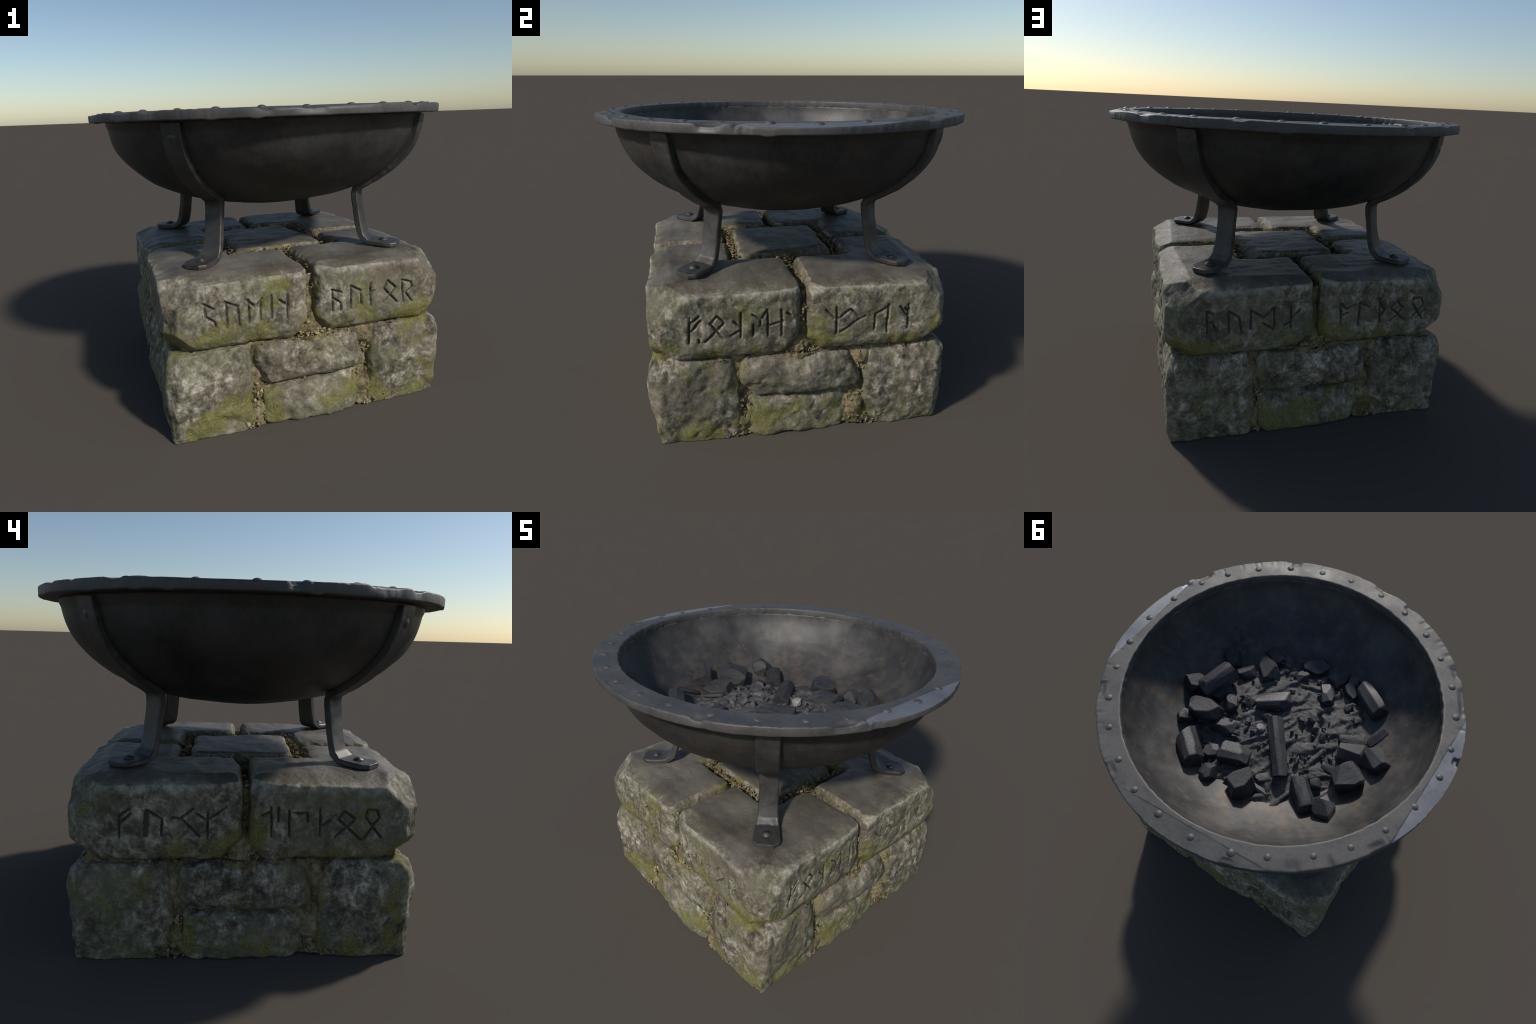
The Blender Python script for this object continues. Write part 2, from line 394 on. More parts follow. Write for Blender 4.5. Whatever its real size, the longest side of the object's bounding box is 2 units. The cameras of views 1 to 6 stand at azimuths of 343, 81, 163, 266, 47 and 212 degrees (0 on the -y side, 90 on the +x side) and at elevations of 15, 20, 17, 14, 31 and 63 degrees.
def stone(name, outline, z0, z1, bevel, chips, seed, rough, material, voxel=0.0065, fine=1.0, runes=False, pillow=0.012):
    """a block: an outline raised from z0 to z1, arrises rounded, corners knocked
    off by chip planes, then weathered with noise on a dense skin"""
    bm = bmesh.new()
    lo = [bm.verts.new((x, y, z0)) for x, y in outline]
    hi = [bm.verts.new((x, y, z1)) for x, y in outline]
    n = len(outline)
    bm.faces.new(lo[::-1])
    bm.faces.new(hi)
    for i in range(n):
        bm.faces.new((lo[i], lo[(i + 1) % n], hi[(i + 1) % n], hi[i]))
    bmesh.ops.recalc_face_normals(bm, faces=bm.faces)
    bmesh.ops.bevel(bm, geom=list(bm.edges), offset=bevel, segments=3, profile=0.55, affect="EDGES", clamp_overlap=True)
    for nrm, d in chips:
        nrm = Vector(nrm).normalized()
        r = bmesh.ops.bisect_plane(bm, geom=bm.verts[:] + bm.edges[:] + bm.faces[:], plane_co=nrm * d, plane_no=nrm, clear_outer=True)
        cut = [e for e in r["geom_cut"] if isinstance(e, bmesh.types.BMEdge)]
        if cut:
            bmesh.ops.contextual_create(bm, geom=cut)
    bmesh.ops.triangulate(bm, faces=bm.faces[:])
    bmesh.ops.recalc_face_normals(bm, faces=bm.faces)
    src = bpy.data.meshes.new(name)
    bm.to_mesh(src)
    bm.free()
    tmp = bpy.data.objects.new("helper", src)
    COL.objects.link(tmp)
    md = tmp.modifiers.new("skin", "REMESH")
    md.mode = "VOXEL"
    md.voxel_size = voxel
    bpy.context.view_layer.update()
    m = bpy.data.meshes.new_from_object(tmp.evaluated_get(bpy.context.evaluated_depsgraph_get()))
    bpy.data.objects.remove(tmp)
    bpy.data.meshes.remove(src)
    m.name = name
    co = relax(m, get_co(m), 4)
    set_co(m, co)
    no = get_no(m)
    top = smooth01(0.75, 0.95, no[:, 2]) * smooth01(0.80, 0.84, co[:, 2])      # dressed, flatter
    q = 1 - 0.72 * top
    big = fbm(co * 3.1, 2, seed) * 0.022
    lump = fbm(co * 9.0 + fbm(co * 4, 1, seed + 9)[:, None] * 0.8, 2, seed + 3) * 0.021
    ridge = (0.5 - np.abs(vnoise(co * 15, seed + 5))) * 0.007
    pits = -smooth01(0.18, 0.5, vnoise(co * 24, seed + 7)) * 0.005
    grit = fbm(co * 48, 2, seed + 8) * 0.0028
    # pillowed faces: they fall away toward the joints (not toward the plinth's own corners)
    lo, hi = co.min(0), co.max(0)
    for k in range(4):
        L = rot90(co, -k)
        a, b = L[:, 0].min(), L[:, 0].max()
        near = smooth01(-0.60, -0.73, L[:, 1])
        if near.max() == 0:
            continue
        fall = np.zeros(len(co))
        if a > -0.6:
            fall += 1 - smooth01(0, 0.10, L[:, 0] - a)
        if b < 0.6:
            fall += 1 - smooth01(0, 0.10, b - L[:, 0])
        if z0 > 0:
            fall += 1 - smooth01(0, 0.085, L[:, 2] - lo[2])
        if z1 < 0.6:
            fall += 1 - smooth01(0, 0.085, hi[2] - L[:, 2])
        step = np.zeros_like(co)
        step[:, 1] = pillow * np.minimum(fall, 1.4) * near
        co = co + rot90(step, k)
    h = big * (0.35 + 0.65 * q) + (lump + ridge + pits) * q * fine + grit * (0.4 + 0.6 * q)
    # horizontal tool ripples on the dressed tops
    h += top * 0.006 * vnoise(co * np.array([5, 16, 5]) + vnoise(co * 4, 3)[:, None] * 0.7, 40)
    co = co + no * (h * rough)[:, None]
    if runes:
        co, cut = carve_runes(co, relax(m, no, 3))
    co[:, 2] = np.maximum(co[:, 2], 0.0)
    set_co(m, co)
    o = add_object(name, m, BRAZIER, material)
    if runes:
        m.materials.append(STONE_CUT)          # groove shadow painted as darker stone on the cut bottoms
        q = np.empty(len(m.polygons) * 4, int)
        if len(m.loops) == len(q):
            m.polygons.foreach_get("vertices", q)
            m.polygons.foreach_set("material_index", (cut[q.reshape(-1, 4)].mean(1) > 0.0075).astype(int))
    return o

def turned(points, k):
    out = []
    for x, y in points:
        for _ in range(k):
            x, y = -y, x
        out.append((x, y))
    return out

def turned_planes(planes, k):
    out = []
    for (x, y, z), d in planes:
        for _ in range(k):
            x, y = -y, x
        out.append(((x, y, z), d))
    return out

def plane_through(nrm, p):
    v = Vector(nrm).normalized()
    return (tuple(nrm), v.dot(Vector(p)))

for k in range(4):
    j = lambda s: float(rng.uniform(-s, s))
    f, g = FACE, 0.020
    # upper course: L-shaped quoin with a notch for the centre stone (corner at +x, -y for k = 0)
    nt = 0.325
    quoin = [(g + j(.006), -f), (f, -f + j(.004)), (f, -g + j(.006)), (nt, -g + j(.008)), (nt, -nt), (g + j(.008), -nt)]
    chips = [
        plane_through((1.0, -0.95 + j(.12), 1.15 + j(.2)), (0.70, -0.70, 0.775 + j(.012))),    # broken top corner
        plane_through((1.0, -1.0 + j(.2), -1.0 + j(.2)), (0.705, -0.705, 0.505 + j(.02))),     # undercut bottom corner
        plane_through((1, -1, 0.05), (0.735, -0.735, 0.7)),
        plane_through((0.30, -0.02, 1.0), (0.70, -0.4, 0.838)), plane_through((0.02, -0.30, 1.0), (0.4, -0.70, 0.838)),   # shoulders fall to the face
        plane_through((-1.0, -1.2, -0.9), (0.085, -0.75, 0.50 + j(.012))),                     # lower inner arris
        plane_through((1.2, 1.0, -0.9), (0.75, -0.085, 0.50 + j(.012))),
        plane_through((-0.35, -1.0, 0.75), (0.10, -0.745, 0.838)),
    ]
    stone("stone_block", turned(quoin, k), COURSE + 0.003, TOP, 0.050, turned_planes(chips, k), 20 + k, 0.72, STONE_UP, runes=True, voxel=0.0048)

for k in range(4):
    j = lambda s: float(rng.uniform(-s, s))
    # lower course: square corner stone, then two thin stretchers in the middle of the side
    b = 0.779
    corner = [(0.330 + j(.010), -b), (b, -b + j(.004)), (b, -0.335 + j(.010)), (0.335, -0.335)]
    chips = [
        plane_through((1, -1, 0.9), (0.745, -0.745, 0.435 + j(.012))),
        plane_through((1, -1, 0.02), (0.757 + j(.006), -0.757, 0.2)),
        plane_through((1, 0.09 + j(.05), 0.10 + j(.08)), (b - 0.003, -0.54 + j(.05), 0.27 + j(.06))),       # broad chiselled planes
        plane_through((-0.09 + j(.05), -1, 0.10 + j(.08)), (0.54 + j(.05), -b + 0.003, 0.27 + j(.06))),
        plane_through((1, 0.04 + j(.06), -0.08 + j(.04)), (b - 0.002, -0.55, 0.20 + j(.05))),
        plane_through((-0.04 + j(.06), -1, -0.08 + j(.04)), (0.55, -b + 0.002, 0.20 + j(.05))),
        plane_through((-1.0, -0.9, 0.5 + j(.3)), (0.365, -0.760, 0.42)),
        plane_through((0.9, 1.0, 0.5 + j(.3)), (0.760, -0.365, 0.42)),
    ]
    stone("stone_block", turned(corner, k), -0.016, COURSE, 0.052, turned_planes(chips, k), 40 + k, 1.0, STONE_LOW, voxel=0.0068, fine=1.0)
    upper = [(-0.315 + j(.010), -0.782), (0.308 + j(.010), -0.782), (0.30, -0.45), (-0.30, -0.45)]
    chips = [plane_through((-1, -0.8, -0.6 + j(.3)), (-0.28, -0.745, 0.275)), plane_through((1, -0.8, 0.3 + j(.4)), (0.285, -0.745, 0.36)),
             plane_through((0.02 + j(.03), -0.5, 1), (0.0, -0.755, 0.446)),
             plane_through((0.09 + j(.04), -1, 0.12 + j(.10)), (0.04 + j(.08), -0.780, 0.35)), plane_through((-0.09 + j(.04), -1, -0.10 + j(.10)), (-0.04 + j(.08), -0.780, 0.34))]
    stone("stone_block", turned(upper, k), 0.230, COURSE - 0.008, 0.052, turned_planes(chips, k), 60 + k, 1.0, STONE_LOW, voxel=0.0068, fine=1.0)
    lower = [(-0.292 + j(.012), -0.780), (0.275 + j(.012), -0.780), (0.27, -0.45), (-0.27, -0.45)]
    chips = [plane_through((-0.8, -0.3, -1), (-0.25, -0.75, 0.0)), plane_through((0.7, -0.3, -1), (0.23 + j(.03), -0.75, 0.003)),
             plane_through((j(.05), -0.45, 1), (0.0, -0.745, 0.212)),
             plane_through((0.10 + j(.04), -1, 0.10 + j(.08)), (0.02 + j(.08), -0.778, 0.12)), plane_through((-0.08 + j(.04), -1, j(.06)), (-0.06 + j(.06), -0.778, 0.11))]
    stone("stone_block", turned(lower, k), -0.012, 0.232, 0.052, turned_planes(chips, k), 80 + k, 1.0, STONE_LOW, voxel=0.0068, fine=1.0)

# centre stone lying a little lower in the well of the upper course
stone("stone_block", [(-0.272, -0.268), (0.268, -0.272), (0.272, 0.266), (-0.266, 0.270)], 0.60, 0.850, 0.036,
      [plane_through((-1, -1, 1.2), (-0.245, -0.245, 0.83)), plane_through((1, 0.2, 1.6), (0.265, 0, 0.822))], 97, 0.7, STONE_UP, voxel=0.0068)

# packed earth and mortar core behind the joints
def earth_core():
    bm = bmesh.new()
    for h, z0, z1 in ((0.714, 0.004, 0.47), (0.690, 0.44, 0.785)):
        bmesh.ops.create_cube(bm, size=1, matrix=Matrix.Translation((0, 0, (z0 + z1) / 2)) @ Matrix.Diagonal((2 * h, 2 * h, z1 - z0, 1)))
    src = bpy.data.meshes.new("earth")
    bm.to_mesh(src); bm.free()
    tmp = bpy.data.objects.new("helper", src)
    COL.objects.link(tmp)
    md = tmp.modifiers.new("skin", "REMESH"); md.mode = "VOXEL"; md.voxel_size = 0.008
    bpy.context.view_layer.update()
    m = bpy.data.meshes.new_from_object(tmp.evaluated_get(bpy.context.evaluated_depsgraph_get()))
    bpy.data.objects.remove(tmp)
    co, no = get_co(m), get_no(m)
    h = fbm(co * 7, 3, 3) * 0.03 + fbm(co * 34, 2, 7) * 0.016 - smooth01(0.1, 0.4, vnoise(co * 40, 8)) * 0.012
    # heaped out where joints meet
    out = np.zeros(len(co))
    for k in range(4):
        L = rot90(co, -k)
        for s, z, r, a in HEAPS:
            d = np.hypot(L[:, 0] - s, (L[:, 2] - z) * 0.8)
            out = np.maximum(out, a * np.exp(-(d / r) ** 2) * (L[:, 1] < -0.6))
    co = co + no * h[:, None]
    rad = np.hypot(co[:, 0], co[:, 1])
    for k in range(4):
        n4 = rot90(no, -k)
        facing = n4[:, 1] < -0.6
        step = np.zeros_like(co); step[facing, 1] = -out[facing]
        co = co + rot90(step, k)
    co[:, 2] = np.maximum(co[:, 2], 0.002)
    set_co(m, co)
    return add_object("packed_earth", m, BRAZIER, EARTH)

# along, height, radius, how far the earth bulges toward the face
HEAPS = [(-0.02, 0.475, 0.085, 0.055), (0.315, 0.40, 0.05, 0.04), (0.30, 0.12, 0.07, 0.055), (-0.32, 0.08, 0.06, 0.05),
         (-0.325, 0.34, 0.05, 0.02), (0.31, 0.02, 0.08, 0.045), (-0.31, 0.0, 0.06, 0.04)]
earth_core()

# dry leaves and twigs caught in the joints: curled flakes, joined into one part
def leaf_litter():
    V, F = [], []
    def flake(p, nrm, size):
        nrm = Vector(nrm).normalized()
        tilt = Euler(rng.uniform(-0.5, 0.5, 3)).to_matrix()
        nrm = tilt @ nrm
        a = nrm.orthogonal().normalized()
        a = Matrix.Rotation(float(rng.uniform(0, 6.28)), 3, nrm) @ a
        b = nrm.cross(a)
        L, W, curl = size, size * float(rng.uniform(0.3, 0.65)), size * float(rng.uniform(-0.45, 0.45))
        base = len(V)
        p = Vector(p)
        rows = [(-1, 0.12), (-0.4, 0.8), (0.25, 1.0), (1, 0.15)]
        for side in (0.0011, -0.0011):
            for s, w in rows:
                for t in (-1, 0, 1):
                    jag = float(rng.uniform(0.75, 1.25))
                    V.append(p + a * (s * L / 2) + b * (t * w * W / 2 * jag) + nrm * (curl * (s * s - 0.4) + curl * 0.5 * abs(t) * w + side))
        for q in range(3):
            for t in range(2):
                i = base + q * 3 + t
                F.append((i, i + 1, i + 4, i + 3))
                F.append((i + 12, i + 15, i + 16, i + 13))
        rim = [0, 1, 2, 5, 8, 11, 10, 9, 6, 3]
        for u in range(10):
            i, o = base + rim[u], base + rim[(u + 1) % 10]
            F.append((o, i, i + 12, o + 12))
    # joints of one side: start, end (along, height), spread, flakes, depth of the bed
    joints = [((-0.09, 0.475), (0.06, 0.475), 0.022, 46, 0.728), ((0.312, 0.45), (0.318, 0.33), 0.016, 22, 0.722),
              ((0.275, 0.20), (0.315, 0.04), 0.032, 60, 0.728), ((0.30, 0.03), (0.50, 0.055), 0.022, 34, 0.745),
              ((-0.305, 0.22), (-0.310, 0.03), 0.020, 44, 0.725), ((-0.44, 0.03), (-0.30, 0.02), 0.016, 30, 0.742),
              ((-0.28, 0.235), (0.25, 0.235), 0.004, 5, 0.715), ((-0.002, 0.82), (-0.005, 0.55), 0.006, 5, 0.715),
              ((-0.55, 0.466), (0.55, 0.466), 0.004, 8, 0.730)]
    for k in range(4):
        for a, b, spread, count, depth in joints:
            count = int(1.5 * count * rng.uniform(0.7, 1.15))
            for _ in range(count):
                t = rng.uniform(0, 1)
                s = a[0] + (b[0] - a[0]) * t + rng.normal(0, spread)
                z = max(0.008, a[1] + (b[1] - a[1]) * t + rng.normal(0, spread))
                P = rot90(np.array([[s, -depth - rng.uniform(0, 0.022), z]]), k)[0]
                N = rot90(np.array([[0, -1.0, 0.3]]), k)[0]
                flake(P, N, float(rng.uniform(0.010, 0.030)))
        # around the centre stone, in the well
        for _ in range(130):
            t = rng.uniform(-0.30, 0.31) if rng.random() < 0.45 else rng.normal(0.03, 0.09)
            P = rot90(np.array([[t, -0.298 + rng.normal(0, 0.012), 0.808 + rng.uniform(0, 0.032)]]), k)[0]
            flake(P, (0, 0, 1), float(rng.uniform(0.010, 0.030)))
        for _ in range(10):
            P = rot90(np.array([[rng.normal(0, 0.006), -rng.uniform(0.33, 0.70), 0.80 + rng.uniform(0, 0.03)]]), k)[0]
            flake(P, (0, 0, 1), float(rng.uniform(0.009, 0.022)))
    V = [(v.x, v.y, max(v.z, 0.0005)) for v in V]
    o = add_object("leaf_litter", mesh_from("leaf_litter", V, F), BRAZIER, LITTER, smooth=False)
    o["kind"] = "stuff"
leaf_litter()

# --------------------------------------------------------------------- bowl
# outer wall of the bowl as (radius, height), bottom to lip
OUTER = [(0.0, 1.087), (0.15, 1.094), (0.30, 1.114), (0.45, 1.146), (0.55, 1.176), (0.65, 1.221), (0.72, 1.264),
         (0.781, 1.314), (0.822, 1.357), (0.852, 1.397), (0.877, 1.447), (0.894, 1.505), (0.902, 1.550), (0.905, 1.590)]
def resample(points, n):
    P = np.array(points)
    s = np.r_[0, np.cumsum(np.hypot(*np.diff(P, axis=0).T))]
    # Catmull-Rom through the control points
    out = []
    for u in np.linspace(0, s[-1], n):
        i = min(np.searchsorted(s, u, "right") - 1, len(P) - 2)
        t = (u - s[i]) / (s[i + 1] - s[i])
        p0 = P[i - 1] if i else 2 * P[0] - P[1]
        p3 = P[i + 2] if i + 2 < len(P) else 2 * P[-1] - P[-2]
        p1, p2 = P[i], P[i + 1]
        out.append(0.5 * (2 * p1 + (p2 - p0) * t + (2 * p0 - 5 * p1 + 4 * p2 - p3) * t * t + (3 * p1 - p0 - 3 * p2 + p3) * t ** 3))
    return np.array(out)

def lathe(name, profile, segments, closed=False):
    prof = np.array(profile)
    th = np.linspace(0, 2 * np.pi, segments, endpoint=False)
    V = np.stack([np.outer(prof[:, 0], np.cos(th)), np.outer(prof[:, 0], np.sin(th)), np.repeat(prof[:, 1:2], segments, 1)], 2).reshape(-1, 3)
    n = len(prof)
    F = []
    for i in range(n if closed else n - 1):
        a, b = i * segments, ((i + 1) % n) * segments
        for q in range(segments):
            r = (q + 1) % segments
            F.append((a + q, a + r, b + r, b + q))
    return mesh_from(name, V, F)

def bowl_shell():
    out = resample(OUTER, 70)
    tan = np.gradient(out, axis=0)
    tan /= np.hypot(*tan.T)[:, None]
    out = out + np.stack([tan[:, 1], -tan[:, 0]], 1) * 0.004
    wall = 0.0380 + 0.018 * smooth01(1.58, 1.40, out[:, 1])
    inner = out + np.stack([-tan[:, 1], tan[:, 0]], 1) * wall[:, None]
    inner[:, 0] = np.maximum(inner[:, 0], 0)
    out[0, 0] = inner[0, 0] = 0.0005
    # a shallow collar under the rim
    collar = smooth01(1.553, 1.557, out[:, 1])
    out[:, 0] += 0.006 * collar
    prof = np.r_[out, inner[::-1]]
    m = lathe("bowl", prof, 240)
    co, no = get_co(m), get_no(m)
    side = np.repeat(np.r_[np.ones(70), -np.ones(70)], 240)
    h = (fbm(co * 4.5, 2, 5) * 0.008 + fbm(co * 14, 2, 6) * 0.002) * (1 - 0.85 * smooth01(1.45, 1.56, co[:, 2]))
    rad = np.stack([co[:, 0], co[:, 1], (co[:, 2] - 1.62)], 1)
    rad /= np.linalg.norm(rad, axis=1)[:, None]
    set_co(m, co + rad * h[:, None])
    o = add_object("bowl", m, BRAZIER, IRON_BOWL)
    m.materials.append(IRON_INNER)
    idx = np.zeros(len(m.polygons), int)
    idx[69 * 240:] = 1
    m.polygons.foreach_set("material_index", idx)
    return o
BOWL = bowl_shell()

RIM_IN, RIM_OUT, RIM_LOW, RIM_TOP = 0.870, 1.000, 1.579, 1.624
# broad hammered flats: azimuth, distance of the chord from the axis, drop at the edge, pale or not
FLATS = [(-1.0, 0.912, 0.011, True), (93.5, 0.895, 0.004, False), (179.0, 0.905, 0.007, True), (264.0, 0.915, 0.008, False)]
# knocks in the upper outer edge: azimuth, half width in degrees, depth
DENTS = [(-27, 4.5, 0.015), (-19.5, 2.0, 0.009), (-96, 5.5, 0.011), (-108, 3.5, 0.008), (-172, 2.0, 0.018), (-150, 6.0, 0.009),
         (-139, 3.0, 0.010), (150, 3.0, 0.007), (62, 3.0, 0.007), (33, 3.5, 0.009), (-62, 2.5, 0.007), (108, 2.5, 0.009)]
def rim():
    r = 0.007
    prof = []
    def arc(cx, cz, a0):
        for a in np.radians(np.linspace(a0, a0 + 90, 4)):
            prof.append((cx + r * np.cos(a), cz + r * np.sin(a)))
    arc(RIM_OUT - r, RIM_LOW + r, -90)
    prof.append((RIM_OUT, (RIM_LOW + RIM_TOP) / 2 + 0.002))
    arc(RIM_OUT - r, RIM_TOP - r, 0)
    for q in np.linspace(RIM_OUT - 2 * r, RIM_IN + 2 * r, 44):
        prof.append((q, RIM_TOP))
    arc(RIM_IN + r, RIM_TOP - r, 90)
    arc(RIM_IN + r, RIM_LOW + r, 180)
    for q in np.linspace(RIM_IN + 2 * r, RIM_OUT - 2 * r, 6):
        prof.append((q, RIM_LOW))
    seg = 1080
    m = lathe("rim", prof, seg, closed=True)
    co = get_co(m)
    th = np.arctan2(co[:, 1], co[:, 0])
    rr = np.hypot(co[:, 0], co[:, 1])
    e = np.stack([np.cos(th), np.sin(th), 0 * th], 1)
    # uneven forging: slow waves of the edge, small dents along both arrises
    outer = smooth01(0.93, 0.99, rr)
    dr = outer * (0.004 * vnoise(e * 5, 3) - 0.006 * smooth01(0.25, 0.6, vnoise(e * 9, 8)) - 0.0015 * smooth01(0.1, 0.5, vnoise(e * 26 + co * 6, 9)))
    dr += (1 - smooth01(0.87, 0.90, rr)) * 0.005 * vnoise(e * 22, 12)
    topv = smooth01(1.60, 1.615, co[:, 2])
    dz = 0.003 * vnoise(e * 4, 21) + topv * (0.0012 * vnoise(co * 12, 22) - outer * 0.007 * smooth01(0.15, 0.5, vnoise(e * 13, 23))
                                            - outer * 0.0022 * smooth01(0.1, 0.4, vnoise(e * 34, 24)))
    dz -= (1 - topv) * outer * 0.005 * smooth01(0.1, 0.5, vnoise(e * 11, 33))
    co = co + e * dr[:, None]
    co[:, 2] += dz
    for az, wide, deep in DENTS:
        off = np.degrees(np.angle(np.exp(1j * (th - math.radians(az)))))
        w = (1 - smooth01(0.35, 1.0, np.abs(off) / wide + 0.25 * vnoise(co * 30, 51))) * smooth01(0.950, 0.985, rr) * smooth01(1.590, 1.612, co[:, 2])
        co[:, 2] -= deep * w
        co -= e * (0.5 * deep * w)[:, None]
    for az, chord, drop, bright in FLATS:
        a = math.radians(az)
        s = co[:, 0] * math.cos(a) + co[:, 1] * math.sin(a) - chord + 0.004 * vnoise(co * 6, 31)
        lim = RIM_TOP + 0.001 - drop * np.clip(s, 0, None) / 0.08 - 0.002
        hit = (s > 0) & (co[:, 2] > lim)
        co[hit, 2] = lim[hit]
    set_co(m, co)
    o = add_object("rim", m, BOWL, IRON_RIM)
    m.materials.append(IRON_PALE)
    c = np.array([p.center for p in m.polygons]); nz = np.array([p.normal.z for p in m.polygons])
    idx = np.zeros(len(m.polygons), int)
    for az, chord, drop, bright in FLATS:
        a = math.radians(az)
        s = c[:, 0] * math.cos(a) + c[:, 1] * math.sin(a) - chord + 0.004 * vnoise(c * 6, 31)
        if bright:
            idx[(s > 0.002) & (nz > 0.85)] = 1
    m.polygons.foreach_set("material_index", idx)
    return o
RIM = rim()

def dome(name, radius, height, seg=20, rings=6, squash=1.0):
    prof = [(radius * 1.18, -0.004)]
    prof += [(radius * (1.0 + 0.16 * (1 - t) ** 6) * math.cos(t * math.pi / 2), height * math.sin(t * math.pi / 2)) for t in np.linspace(0, 0.985, rings)]
    m = lathe(name, prof, seg)
    bm = bmesh.new(); bm.from_mesh(m)
    bmesh.ops.holes_fill(bm, edges=[e for e in bm.edges if e.is_boundary])
    bm.to_mesh(m); bm.free()
    return m

rivet_mesh = dome("rivet", 0.0182, 0.0080)
for i in range(30):
    a = math.radians(12 * i + rng.uniform(-0.9, 0.9))
    q = 0.934 + rng.uniform(-0.004, 0.004)
    o = add_object("rivet", rivet_mesh, RIM, IRON_RIM)
    z = RIM_TOP - 0.001
    for az, chord, drop, bright in FLATS:
        s = q * math.cos(a - math.radians(az)) - chord
        if s > 0:
            z = min(z, RIM_TOP - 0.002 - drop * s / 0.08)
    o.location = (q * math.cos(a), q * math.sin(a), z)
    o.rotation_euler = (rng.uniform(-0.08, 0.08), rng.uniform(-0.08, 0.08), rng.uniform(0, 6.28))
    k = rng.uniform(0.9, 1.12)
    o.scale = (k, k, k * rng.uniform(0.85, 1.1))

# --------------------------------------------------------------------- legs
# centre line of the strap in the leg's upright plane: (radius, height, half width, thickness)
OFF = 0.013
def leg_spine():
    out = resample(OUTER, 60)
    tan = np.gradient(out, axis=0); tan /= np.hypot(*tan.T)[:, None]
    hug = out + np.stack([tan[:, 1], -tan[:, 0]], 1) * OFF
    hug = hug[(hug[:, 0] > 0.63)][::-1]
    rows = [(r, z, 0.0545, 0.036) for r, z in hug if z < 1.577]
    rows += [(0.612, 1.184, 0.054, 0.036), (0.596, 1.174, 0.054, 0.038), (0.5885, 1.152, 0.0535, 0.038), (0.5900, 1.120, 0.0530, 0.036), (0.5960, 1.08, 0.0510, 0.036), (0.6040, 1.03, 0.0510, 0.036),
             (0.6130, 0.98, 0.0520, 0.036), (0.6250, 0.935, 0.0540, 0.036), (0.6370, 0.903, 0.0570, 0.036), (0.658, 0.884, 0.060, 0.034),
             (0.676, 0.8735, 0.064, 0.027), (0.71, 0.8700, 0.067, 0.026), (0.75, 0.8690, 0.070, 0.026), (0.785, 0.8685, 0.072, 0.026), (0.806, 0.868, 0.069, 0.026), (0.830, 0.8675, 0.044, 0.024), (0.833, 0.8675, 0.042, 0.020)]
    return np.array(rows)

def leg(k):
    rows = leg_spine()
    P = rows[:, :2]
    tan = np.gradient(P, axis=0); tan /= np.hypot(*tan.T)[:, None]
    nrm = np.stack([-tan[:, 1], tan[:, 0]], 1)
    V, F = [], []
    c = 0.0055
    for (r, z, w, t), n in zip(rows, nrm):
        h = t / 2
        loop = [(-w + c, -h), (-w * .5, -h), (0, -h), (w * .5, -h), (w - c, -h), (w, -h + c), (w, 0), (w, h - c), (w - c, h), (w * .5, h), (0, h), (-w * .5, h), (-w + c, h), (-w, h - c), (-w, 0), (-w, -h + c)]
        for u, v in loop:
            V.append((r + n[0] * v, u, z + n[1] * v))
    S = 16
    for i in range(len(rows) - 1):
        for q in range(S):
            a, b = i * S + q, i * S + (q + 1) % S
            F.append((a, b, b + S, a + S))
    F.append(tuple(range(S))[::-1])
    F.append(tuple(range((len(rows) - 1) * S, len(rows) * S)))
    m = mesh_from("leg", V, F)
    bm = bmesh.new(); bm.from_mesh(m)
    bmesh.ops.subdivide_edges(bm, edges=bm.edges[:], cuts=2, use_grid_fill=True)
    bmesh.ops.recalc_face_normals(bm, faces=bm.faces)
    bm.to_mesh(m); bm.free()
    ang = math.radians(-45 + 90 * k)
    R = np.array(Matrix.Rotation(ang, 3, "Z"))
    co = get_co(m) @ R.T
    set_co(m, co)
    no = get_no(m)
    co = co + no * (fbm(co * 11, 2, 70 + k) * 0.0045 + vnoise(co * 38, 75 + k) * 0.0018)[:, None]
    set_co(m, co)
    o = add_object("leg", m, BRAZIER, IRON_LEG)
    m.set_sharp_from_angle(angle=math.radians(38))
    # bolt through the foot, rivet through the strap
    b = add_object("bolt", bolt_mesh, o, IRON_LEG)
    b.location = (0.750 * math.cos(ang), 0.750 * math.sin(ang), 0.8835)
    b.rotation_euler = (0, 0, float(rng.uniform(0, 6.28)))
    if k < 2:
        return o            # only the two legs on the -x side keep their strap rivet
    v = add_object("rivet", strap_rivet_mesh, o, IRON_LEG)
    rr, zz, slope = 0.919, 1.497, math.radians(73)
    d = Vector((math.sin(slope) * math.cos(ang), math.sin(slope) * math.sin(ang), -math.cos(slope)))
    v.location = (rr * math.cos(ang), rr * math.sin(ang), zz)
    v.rotation_euler = d.to_track_quat("Z", "Y").to_euler()
    return o

def bolt():
    bm = bmesh.new()
    bmesh.ops.create_cone(bm, cap_ends=True, segments=6, radius1=0.0285, radius2=0.026, depth=0.016)
    bmesh.ops.bevel(bm, geom=bm.edges[:], offset=0.004, segments=2, affect="EDGES")
    r = bmesh.ops.create_uvsphere(bm, u_segments=14, v_segments=8, radius=0.013)
    for v in r["verts"]:
        v.co.z = v.co.z * 0.45 + 0.007
    m = bpy.data.meshes.new("bolt")
    bm.to_mesh(m); bm.free()
    return m
bolt_mesh = bolt()
strap_rivet_mesh = dome("strap_rivet", 0.024, 0.010)
for k in range(4):
    leg(k)

